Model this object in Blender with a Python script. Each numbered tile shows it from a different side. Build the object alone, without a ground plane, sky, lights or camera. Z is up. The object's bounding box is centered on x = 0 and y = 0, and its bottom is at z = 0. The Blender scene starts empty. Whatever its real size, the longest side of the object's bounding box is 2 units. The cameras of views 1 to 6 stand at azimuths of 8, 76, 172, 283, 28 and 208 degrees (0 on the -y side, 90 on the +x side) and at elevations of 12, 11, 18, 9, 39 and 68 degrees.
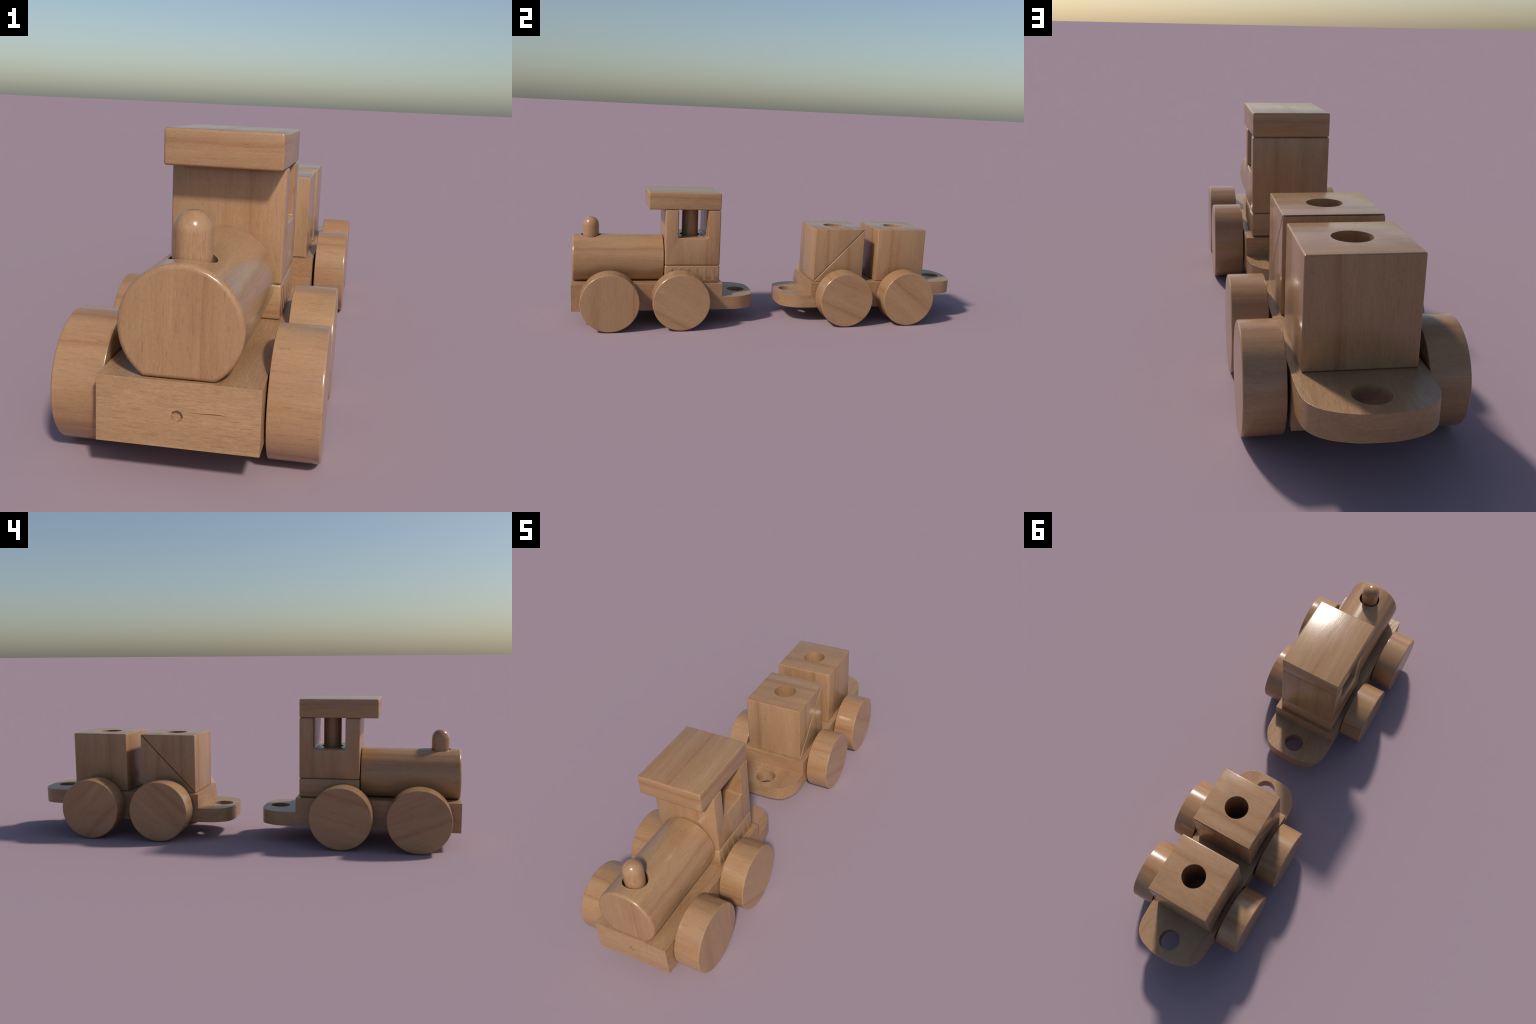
"""A wooden toy train: a locomotive and one block-carrying wagon, both in varnished beech."""
import bpy, bmesh, math
from mathutils import Vector, Matrix

SCN = bpy.context.scene
SEG = 48                                    # sides of the turned (lathe) parts

# ------------------------------------------------------------------ materials
LIGHT = (0.408, 0.240, 0.125)
MID = (0.352, 0.197, 0.098)
RED = (0.272, 0.116, 0.050)


def wood(name, axis, rough, coarse, spec=0.5, gain=1.0):
    """Beech with its fibres along one local axis. `coarse` = sawn, less finely sanded."""
    m = bpy.data.materials.new(name)
    m.use_nodes = True
    nt = m.node_tree
    N, L = nt.nodes, nt.links
    bsdf = N["Principled BSDF"]

    def node(kind, **kw):
        n = N.new(kind)
        for k, v in kw.items():
            setattr(n, k, v)
        return n

    def math_(op, a, b=None, c=None):
        n = node("ShaderNodeMath", operation=op)
        for i, v in enumerate((a, b, c)):
            if v is None:
                continue
            if isinstance(v, (int, float)):
                n.inputs[i].default_value = v
            else:
                L.new(v, n.inputs[i])
        return n.outputs[0]

    tc = node("ShaderNodeTexCoord")
    info = node("ShaderNodeObjectInfo")
    sep = node("ShaderNodeSeparateXYZ")
    L.new(tc.outputs["Object"], sep.inputs[0])
    comb = node("ShaderNodeCombineXYZ")
    order = {"x": "XYZ", "y": "YZX", "z": "ZXY"}[axis]
    for i, c in enumerate(order):
        # every piece is cut from its own bit of the plank
        off = math_("MULTIPLY_ADD", info.outputs["Random"], (31.7, 57.3, 83.9)[i],
                    "xyz".index(axis) * 3.3 + i)
        L.new(math_("ADD", sep.outputs[c], off), comb.inputs[i])

    # the fibres wander a little
    wmap = node("ShaderNodeMapping")
    wmap.inputs["Scale"].default_value = (3.0, 7.0, 7.0)
    L.new(comb.outputs[0], wmap.inputs["Vector"])
    wn = node("ShaderNodeTexNoise")
    wn.inputs["Scale"].default_value = 1.0
    wn.inputs["Detail"].default_value = 2.0
    L.new(wmap.outputs[0], wn.inputs["Vector"])
    wander = node("ShaderNodeVectorMath", operation="MULTIPLY_ADD")
    L.new(wn.outputs["Color"], wander.inputs[0])
    wander.inputs[1].default_value = (0.0, 0.022, 0.022)
    L.new(comb.outputs[0], wander.inputs[2])

    def noise(scale, detail=2.0, rough_=0.5, dist=0.0):
        mp = node("ShaderNodeMapping")
        mp.inputs["Scale"].default_value = scale
        L.new(wander.outputs[0], mp.inputs["Vector"])
        t = node("ShaderNodeTexNoise")
        t.inputs["Scale"].default_value = 1.0
        t.inputs["Detail"].default_value = detail
        t.inputs["Roughness"].default_value = rough_
        t.inputs["Distortion"].default_value = dist
        L.new(mp.outputs[0], t.inputs["Vector"])
        return t.outputs["Fac"]

    def ramp(fac, stops):
        r = node("ShaderNodeValToRGB")
        el = r.color_ramp.elements
        while len(el) > 1:
            el.remove(el[-1])
        el[0].position, el[0].color = stops[0][0], (stops[0][1],) * 3 + (1,)
        for p, v in stops[1:]:
            e = el.new(p)
            e.color = (v, v, v, 1)
        L.new(fac, r.inputs[0])
        return r.outputs[0]

    def mix(fac, a, b):
        n = node("ShaderNodeMix", data_type="RGBA")
        if isinstance(fac, (int, float)):
            n.inputs[0].default_value = fac
        else:
            L.new(fac, n.inputs[0])
        for i, v in ((6, a), (7, b)):
            if isinstance(v, tuple):
                n.inputs[i].default_value = v + (1,)
            else:
                L.new(v, n.inputs[i])
        return n.outputs[2]

    g = gain
    light, mid, red = (tuple(c * g for c in k) for k in (LIGHT, MID, RED))
    tone = ramp(noise((1.6, 12, 12), 3.0, 0.6, 0.3), [(0.33, 0), (0.68, 1)])
    # growth bands: soft on one side, crisp on the other
    band = ramp(noise((0.55, 8.5, 8.5), 2.0, 0.45, 0.15),
                [(0.0, 0), (0.49, 0.0), (0.57, 1.0), (0.584, 0.42), (0.66, 0.28), (0.70, 0.0)])
    # one or two red heartwood stripes, laid where each piece carries them (custom properties of the object)
    where = node("ShaderNodeAttribute", attribute_type="OBJECT", attribute_name='["band_%s"]' % axis)
    wsep, qsep, wav = (node("ShaderNodeSeparateXYZ") for _ in range(3))
    L.new(where.outputs["Vector"], wsep.inputs[0])
    L.new(wn.outputs["Color"], wav.inputs[0])
    stripe = None
    for i in (0, 1):
        q = math_("MULTIPLY_ADD", wav.outputs[i], 0.030, sep.outputs[order[i + 1]])
        d = math_("SUBTRACT", math_("SUBTRACT", q, 0.015), wsep.outputs[i])
        m_ = ramp(math_("MULTIPLY_ADD", d, 13.0, 0.5),
                  [(0.0, 0), (0.24, 0.0), (0.29, 0.30), (0.42, 0.40), (0.455, 1.0), (0.54, 0.80), (0.66, 0.20), (0.76, 0.0)])
        stripe = m_ if stripe is None else math_("MAXIMUM", stripe, m_)
    band = math_("MAXIMUM", math_("MULTIPLY", band, 0.55), stripe)
    fibre = noise((16, 190, 190), 3.0, 0.65)
    micro = noise((150, 420, 420), 2.0, 0.6)
    pores = noise((24, 330, 330), 2.0, 0.5)
    fleck = noise((30, 62, 62), 1.0, 0.4)
    col = mix(tone, light, mid)
    col = mix(math_("MULTIPLY", band, 0.56), col, red)
    shade = math_("MULTIPLY_ADD", fibre, 0.32, 0.84)
    shade = math_("MULTIPLY", shade, math_("MULTIPLY_ADD", micro, 0.40, 0.80))
    shade = math_("MULTIPLY", shade, math_("MULTIPLY_ADD", ramp(pores, [(0.61, 0), (0.75, 1)]), -0.24, 1.0))
    shade = math_("MULTIPLY", shade, math_("MULTIPLY_ADD", ramp(fleck, [(0.75, 0), (0.85, 1)]), -0.20, 1.0))
    if coarse:
        saw = noise((44, 140, 140), 3.0, 0.7)
        shade = math_("MULTIPLY", shade, math_("MULTIPLY_ADD", saw, 0.48, 0.755))
    vm = node("ShaderNodeVectorMath", operation="SCALE")
    L.new(col, vm.inputs[0])
    L.new(shade, vm.inputs["Scale"])
    L.new(vm.outputs[0], bsdf.inputs["Base Color"])
    # the varnish lies unevenly along the fibres
    gloss = noise((5, 34, 34), 2.0, 0.6)
    L.new(math_("MULTIPLY_ADD", gloss, 0.14, rough - 0.07), bsdf.inputs["Roughness"])
    bsdf.inputs["Specular IOR Level"].default_value = spec
    bump = node("ShaderNodeBump")
    bump.inputs["Strength"].default_value = 0.30 if coarse else 0.11
    bump.inputs["Distance"].default_value = 0.0022 if coarse else 0.0012
    h = math_("SUBTRACT", math_("ADD", fibre, math_("MULTIPLY", micro, 0.5)), math_("MULTIPLY", pores, 0.6))
    if coarse:
        h = math_("ADD", h, math_("MULTIPLY", saw, 1.2))
    L.new(h, bump.inputs["Height"])
    L.new(bump.outputs[0], bsdf.inputs["Normal"])
    return m


POLISHED = {a: wood("varnished_beech_grain_" + a, a, 0.21, False) for a in "xyz"}
SAWN = {a: wood("sawn_beech_grain_" + a, a, 0.29, True) for a in "xyz"}


# ------------------------------------------------------------------ mesh helpers
def bm_box(x0, x1, y0, y1, z0, z1):
    bm = bmesh.new()
    bmesh.ops.create_cube(bm, size=1.0)
    bmesh.ops.transform(bm, verts=bm.verts, matrix=Matrix.Translation(
        ((x0 + x1) / 2, (y0 + y1) / 2, (z0 + z1) / 2)) @ Matrix.Diagonal((x1 - x0, y1 - y0, z1 - z0, 1)))
    return bm


def bm_prism(outline, axis, a, b):
    """Extrude a closed 2D outline along an axis: 'x' takes (y,z), 'y' takes (x,z), 'z' takes (x,y)."""
    put = {"x": lambda p, t: (t, p[0], p[1]), "y": lambda p, t: (p[0], t, p[1]), "z": lambda p, t: (p[0], p[1], t)}[axis]
    bm = bmesh.new()
    lo = [bm.verts.new(put(p, a)) for p in outline]
    hi = [bm.verts.new(put(p, b)) for p in outline]
    n = len(outline)
    bm.faces.new(lo)
    bm.faces.new(hi)
    for i in range(n):
        bm.faces.new((lo[i], lo[(i + 1) % n], hi[(i + 1) % n], hi[i]))
    bmesh.ops.recalc_face_normals(bm, faces=bm.faces)
    return bm


def circle(cx, cy, r, n=SEG):
    return [(cx + r * math.cos(2 * math.pi * i / n), cy + r * math.sin(2 * math.pi * i / n)) for i in range(n)]


def bm_lathe(profile, axis, centre, n=SEG):
    """Turn a (radius, position-along-axis) profile; zero radius closes an end."""
    bm = bmesh.new()
    rings = []
    for r, t in profile:
        ring = []
        for i in range(n if r > 0 else 1):
            a = 2 * math.pi * i / n
            c, s = r * math.cos(a), r * math.sin(a)
            p = {"x": (t, c, s), "y": (c, t, s), "z": (c, s, t)}[axis]
            ring.append(bm.verts.new(Vector(centre) + Vector(p)))
        rings.append(ring)
    for A, B in zip(rings, rings[1:]):
        for i in range(n):
            j = (i + 1) % n
            f = [A[i % len(A)], A[j % len(A)], B[j % len(B)], B[i % len(B)]]
            f = list(dict.fromkeys(f))
            bm.faces.new(f)
    bmesh.ops.recalc_face_normals(bm, faces=bm.faces)
    return bm


def temp(bm):
    me = bpy.data.meshes.new("tmp")
    bm.to_mesh(me)
    bm.free()
    o = bpy.data.objects.new("tmp", me)
    SCN.collection.objects.link(o)
    return o


def shape(bm, cuts=(), bevel=0.0, segments=3, angle=40):
    """Cut with solids, round the edges, return a finished mesh (world coordinates)."""
    o = temp(bm)
    helpers = [temp(c) for c in cuts]
    for h in helpers:
        md = o.modifiers.new("cut", "BOOLEAN")
        md.operation, md.object, md.solver = "DIFFERENCE", h, "EXACT"
    if bevel:
        md = o.modifiers.new("round", "BEVEL")
        md.width, md.segments = bevel, segments
        md.limit_method, md.angle_limit = "ANGLE", math.radians(angle)
        md.use_clamp_overlap = False
        md.miter_outer = "MITER_ARC"
    bpy.context.view_layer.update()
    me = bpy.data.meshes.new_from_object(o.evaluated_get(bpy.context.evaluated_depsgraph_get()))
    for t in [o] + helpers:
        d = t.data
        bpy.data.objects.remove(t)
        bpy.data.meshes.remove(d)
    return me


def finish(me, name, origin, parent, grain, mats, smooth_angle=40, flat=True):
    """Recentre on `origin`, give each face the wood whose fibres run the right way, shade, name, parent."""
    origin = Vector(origin)
    me.transform(Matrix.Translation(-origin))
    me.name = name
    me.materials.clear()
    for a in "xyz":
        me.materials.append(mats[a])
    for p in me.polygons:
        n = [abs(c) for c in p.normal]
        p.material_index = "xyz".index(grain[n.index(max(n))])
    o = bpy.data.objects.new(name, me)
    SCN.collection.objects.link(o)
    attach(o, parent, origin)
    stripes(o)
    soften(o, smooth_angle, flat)
    return o


def stripes(o, x=(9, 9), y=(9, 9), z=(9, 9)):
    """Local positions of the red stripes, across each fibre direction (9 = none)."""
    for k, v in (("band_x", x), ("band_y", y), ("band_z", z)):
        o[k] = [float(v[0]), float(v[1]), 0.0]
    return o


PLACE = {}                                  # where each object's origin stands in the world


def attach(o, parent, where):
    where = Vector(where)
    PLACE[o.name] = where
    o.parent = parent
    o.location = where - PLACE[parent.name] if parent else where


def soften(o, smooth_angle, flat):
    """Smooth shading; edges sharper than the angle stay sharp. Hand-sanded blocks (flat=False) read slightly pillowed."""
    me = o.data
    bm = bmesh.new()
    bm.from_mesh(me)
    for f in bm.faces:
        f.smooth = True
    for e in bm.edges:
        e.smooth = not (len(e.link_faces) == 2 and e.calc_face_angle(0) > math.radians(smooth_angle))
    bm.to_mesh(me)
    bm.free()
    if flat:
        md = o.modifiers.new("flat_faces", "WEIGHTED_NORMAL")
        md.keep_sharp, md.weight = True, 60


def root(name, y, label, category):
    e = bpy.data.objects.new(name, None)
    SCN.collection.objects.link(e)
    attach(e, None, (0, y, 0))
    e["label"], e["category"] = label, category
    bpy.context.view_layer.update()
    return e


def smooth_curve(pts, steps=6):
    """Catmull-Rom through the control points."""
    out = []
    P = [pts[0]] + pts + [pts[-1]]
    for i in range(1, len(P) - 2):
        for k in range(steps):
            t = k / steps
            out.append(tuple(0.5 * (2 * b + (c - a) * t + (2 * a - 5 * b + 4 * c - d) * t * t + (3 * b - a - 3 * c + d) * t ** 3)
                             for a, b, c, d in zip(P[i - 1], P[i], P[i + 1], P[i + 2])))
    out.append(pts[-1])
    return out


def cut(me, *cutters):
    """Cut solids out of an already rounded piece, leaving the cut edges crisp."""
    bm = bmesh.new()
    bm.from_mesh(me)
    bpy.data.meshes.remove(me)
    return shape(bm, cutters)


def drill(me, y, z0, z1):
    """Bore an upright peg hole into a block."""
    return cut(me, bm_prism(circle(0, y, HOLE), "z", z0, z1))


# ------------------------------------------------------------------ shared sizes
HOLE = 0.0502            # peg holes in the blocks
HALF = 0.1565            # half width of a chassis
TOP, LOW, STEP = 0.2055, 0.0742, 0.1392      # chassis top, underside, height of the coupling step
WHEEL_R, WHEEL_W = 0.1380, 0.1055
LEFT, RIGHT = -0.1365, 0.1343            # sides width of the building blocks
EYE_R = 0.0445           # coupling hole

# coupling tongue: (half width, distance in from the tip)
SQUARISH = [(0.0, 0.0), (0.040, 0.0008), (0.076, 0.0050), (0.101, 0.0135), (0.122, 0.030), (0.144, 0.0655), (0.1535, 0.099), (HALF, 0.140)]
ROUNDISH = [(0.0, 0.0), (0.040, 0.0022), (0.070, 0.0090), (0.101, 0.0203), (0.1265, 0.0380), (0.1440, 0.0625), (0.1528, 0.0965), (HALF, 0.145)]


def tongue(profile, tip, direction):
    """Right-hand to left-hand points of a tongue whose tip is at y=tip, pointing along +y or -y."""
    right = [(x, tip - direction * d) for x, d in reversed(smooth_curve(profile))]
    left = [(-x, y) for x, y in reversed(right)][1:]
    return right + left


def wheel_mesh(pos):
    b, w, r = 0.0058, WHEEL_W / 2, WHEEL_R
    i = 0.0030                              # the inner edge is only just broken
    prof = [(0, -w), (r - i, -w), (r - i * 0.3, -w + i * 0.3), (r, -w + i), (r, w - b)]
    prof += [(r - b + b * math.cos(a), w - b + b * math.sin(a)) for a in (math.radians(30), math.radians(60))]
    prof += [(r - b, w), (0, w)]
    return shape(bm_lathe(prof, "x", pos))


WHEEL = None


def wheels(parent, places, bands, width=1.0):
    """places: (side, y, x centre, turn of the wheel in degrees). One mesh, turned differently each time."""
    global WHEEL
    for (side, y, x, turn), (face, t0, t1) in zip(places, bands):
        pos = Vector((side * x, y, WHEEL_R))
        if WHEEL is None:
            WHEEL = finish(wheel_mesh(pos), "wheel", pos, parent, "zxx", POLISHED, 25)
            o = WHEEL
        else:
            o = WHEEL.copy()
            SCN.collection.objects.link(o)
            attach(o, parent, pos)
        o.rotation_euler = (math.radians(turn), 0, 0) if side > 0 else (math.radians(-turn), 0, math.pi)
        o.scale = (width, 1, 1)
        stripes(o, x=(t0, t1), z=(9, face))


def axles(parent, ys):
    for y in ys:
        me = shape(bm_lathe([(0, -0.20), (0.021, -0.20), (0.021, 0.20), (0, 0.20)], "x", (0, y, WHEEL_R), 32))
        finish(me, "axle", (0, y, WHEEL_R), parent, "zxx", POLISHED)


# ================================================================== locomotive
loco = root("toy_locomotive", -0.55, "varnished beech wood toy steam locomotive with round boiler", "toy train")

# chassis: plank with a low coupling tongue at the back, peg hole and drying crack in the front
outline = [(-HALF, -0.9992), (HALF, -0.9992)] + tongue(SQUARISH, -0.1015, 1)
crack = bm_prism([(0.018, 0.1463), (0.050, 0.1474), (0.078, 0.1479), (0.093, 0.1474), (0.078, 0.1497), (0.050, 0.1488)], "y", -1.05, -0.985)
me = shape(bm_prism(outline, "z", LOW, TOP),
           [bm_box(-0.3, 0.3, -0.2732, 0.1, STEP, 0.4)], bevel=0.0012, segments=2)
me = cut(me, bm_prism(circle(0, -0.1765, EYE_R), "z", 0, 0.3),
         bm_prism(circle(-0.0005, 0.1385, 0.0118, 8), "y", -1.05, -0.991), crack)
finish(me, "chassis", (0, -0.55, TOP), loco, "yxy", SAWN)

# boiler: turned log with a planed flat underneath and a chimney hole
BX, BR, BZ = -0.0005, 0.1203, 0.3045


def boiler_ring(y, inset):
    """Round section with a planed chord underneath, shrunk evenly by `inset`."""
    r, chord = BR - inset, BZ - (TOP + 0.0008 + inset)
    a0 = math.asin(chord / r)                       # where the round meets the flat
    m = 42
    return [(BX + r * math.cos(a), y, BZ + r * math.sin(a))
            for a in (-a0 + (math.pi + 2 * a0) * k / m for k in range(m + 1))]


def loft(rings):
    bm = bmesh.new()
    vs = [[bm.verts.new(p) for p in ring] for ring in rings]
    k = len(vs[0])
    bm.faces.new(vs[0])
    bm.faces.new(vs[-1])
    for A, B in zip(vs, vs[1:]):
        for i in range(k):
            bm.faces.new((A[i], A[(i + 1) % k], B[(i + 1) % k], B[i]))
    bmesh.ops.recalc_face_normals(bm, faces=bm.faces)
    return bm


F0, F1, f, g = -0.9954, -0.5592, 0.0108, 0.0055
rings = [boiler_ring(F0 + f * (1 - math.cos(t)) * 1.1, f * (1 - math.sin(t))) for t in (0, math.radians(32), math.radians(60), math.radians(90))]
rings += [boiler_ring(F1 - g * (1 - math.cos(t)), g * (1 - math.sin(t))) for t in (math.radians(90), math.radians(45), 0)]
me = shape(loft(rings), [bm_prism(circle(0.0005, -0.9055, 0.0475), "z", 0.27, 0.6)])
stripes(finish(me, "boiler", (0, -0.78, BZ), loco, "yzy", POLISHED, 38), y=(0.066, -0.075), z=(0.050, 9))

# chimney: loose dowel with a domed top
ZD, HD, RD = 0.4697, 0.042, 0.0388
prof = [(0, 0.275), (RD, 0.275), (RD, ZD)]
prof += [(RD * math.cos(a), ZD + HD * math.sin(a) / math.sin(math.radians(72.6)) * 0.9545) for a in (math.radians(72.6) * k / 7 for k in range(1, 8))]
prof += [(0, prof[-1][1] + 0.0003)]
stripes(finish(shape(bm_lathe(prof, "z", (-0.001, -0.9055, 0))), "chimney", (0, -0.9055, 0.40), loco, "zzz", POLISHED, 50), z=(-0.024, 9))

# cab: ribbed base block, U-shaped cab body with a through window, dowel post, flat roof
CY0, CY1 = -0.5560, -0.2862
me = shape(bm_box(LEFT, RIGHT, CY0, CY1, TOP + 0.0006, 0.2925), bevel=0.0068)
base = stripes(finish(me, "cab_base", (0, -0.4215, 0.249), loco, "yxy", POLISHED, flat=False), y=(-0.022, 9), x=(9, -0.022))
ribs = None
for side in (1, -1):
    for k in range(6):
        y = -0.3190 - 0.0411 * k
        if ribs is None:
            me = shape(bm_box(RIGHT - 0.004, RIGHT + 0.0012, y - 0.0067, y + 0.0067, 0.2175, 0.2785), bevel=0.0007, segments=1)
            ribs = rib = finish(me, "rib", (0, y, 0.249), base, "yxy", POLISHED)
        else:
            rib = ribs.copy()
            SCN.collection.objects.link(rib)
            attach(rib, base, (0, y, 0.249))
            rib.rotation_euler = (0, 0, 0 if side > 0 else math.pi)

me = drill(shape(bm_box(LEFT, RIGHT, CY0, CY1, 0.2929, 0.5656),
                 [bm_box(-0.3, 0.3, -0.4922, -0.3490, 0.4280, 0.7)], bevel=0.0065), -0.4215, 0.30, 0.6)
cab = stripes(finish(me, "cab", (0, -0.4215, 0.43), loco, "zzx", POLISHED, flat=False), z=(0.055, 0.072))
me = shape(bm_lathe([(0, 0.3005), (0.0405, 0.3005), (0.0405, 0.5668), (0, 0.5668)], "z", (0, -0.4215, 0)))
finish(me, "post", (0, -0.4215, 0.43), loco, "zzz", POLISHED)
me = shape(bm_box(LEFT, RIGHT, -0.6362, -0.2862, 0.5664, 0.6498), bevel=0.0062, segments=4)
stripes(finish(me, "roof", (0, -0.46, 0.608), loco, "yxy", POLISHED, flat=False), y=(0.018, -0.004), x=(9, 0.014))

wheels(loco, [(1, -0.8211, 0.2124, 0), (1, -0.4855, 0.2124, 62), (-1, -0.8211, 0.2126, 65), (-1, -0.4855, 0.2126, -73)],
       [(0.112, 0.05, -0.09), (-0.095, -0.06, 0.03), (0.035, -0.043, 0.085), (0.09, 0.02, -0.06)])
axles(loco, (-0.8211, -0.4855))

# ================================================================== wagon
wagon = root("toy_wagon", 0.51, "varnished beech toy wagon carrying two drilled cube blocks", "toy train wagon")

outline = tongue(ROUNDISH, 0.9998, 1) + tongue(SQUARISH, 0.0342, -1)[::-1]
me = shape(bm_prism(outline, "z", LOW, TOP),
           [bm_box(-0.3, 0.3, -0.2, 0.1868, STEP, 0.4),
            bm_box(-0.3, 0.3, 0.8290, 1.2, 0, STEP)], bevel=0.0012, segments=2)
me = cut(me, bm_prism(circle(0, 0.1034, EYE_R + 0.0005), "z", 0, 0.3), bm_prism(circle(0.001, 0.9180, EYE_R), "z", 0, 0.3))
finish(me, "chassis", (0, 0.51, TOP), wagon, "yxy", SAWN)

Z0, Z1 = TOP + 0.0006, 0.4790


# front cube, sawn in two along the diagonal
Y0, Y1 = 0.2042, 0.4682
s = 0.0012
upper = bm_prism([(Y0, Z0 + 1.5 * s), (Y1 - 1.5 * s, Z1), (Y0, Z1)], "x", -0.1365, 0.1332)
lower = bm_prism([(Y0 + 1.5 * s, Z0), (Y1, Z0), (Y1, Z1 - 1.5 * s)], "x", -0.1365, 0.1332)
CYF = 0.3352
stripes(finish(drill(shape(upper, bevel=0.0036), CYF, 0.1, 0.7), "wedge_block", (0, CYF, 0.38), wagon, "zzx", POLISHED, flat=False), z=(-0.080, -0.062), x=(0.058, 9))
stripes(finish(drill(shape(lower, bevel=0.0036), CYF, 0.1, 0.7), "wedge_block", (0, CYF, 0.30), wagon, "zzz", POLISHED, flat=False), z=(9, 0.048))
# rear cube, whole
CYR = 0.6724
stripes(finish(drill(shape(bm_box(LEFT, RIGHT, 0.5412, 0.8065, Z0, Z1 + 0.0006), bevel=0.0048), CYR, 0.1, 0.7), "cube_block",
       (0, CYR, 0.34), wagon, "zzx", POLISHED, flat=False), z=(0.052, -0.050), x=(-0.052, 9))

wheels(wagon, [(1, 0.3473, 0.2138, 67), (1, 0.6820, 0.2138, 52), (-1, 0.3473, 0.2138, -50), (-1, 0.6820, 0.2138, 42)],
       [(-0.055, 0.07, -0.03), (0.030, -0.05, 0.06), (0.085, 0.04, -0.08), (0.075, -0.02, 0.07)], 0.955)
axles(wagon, (0.3473, 0.6820))
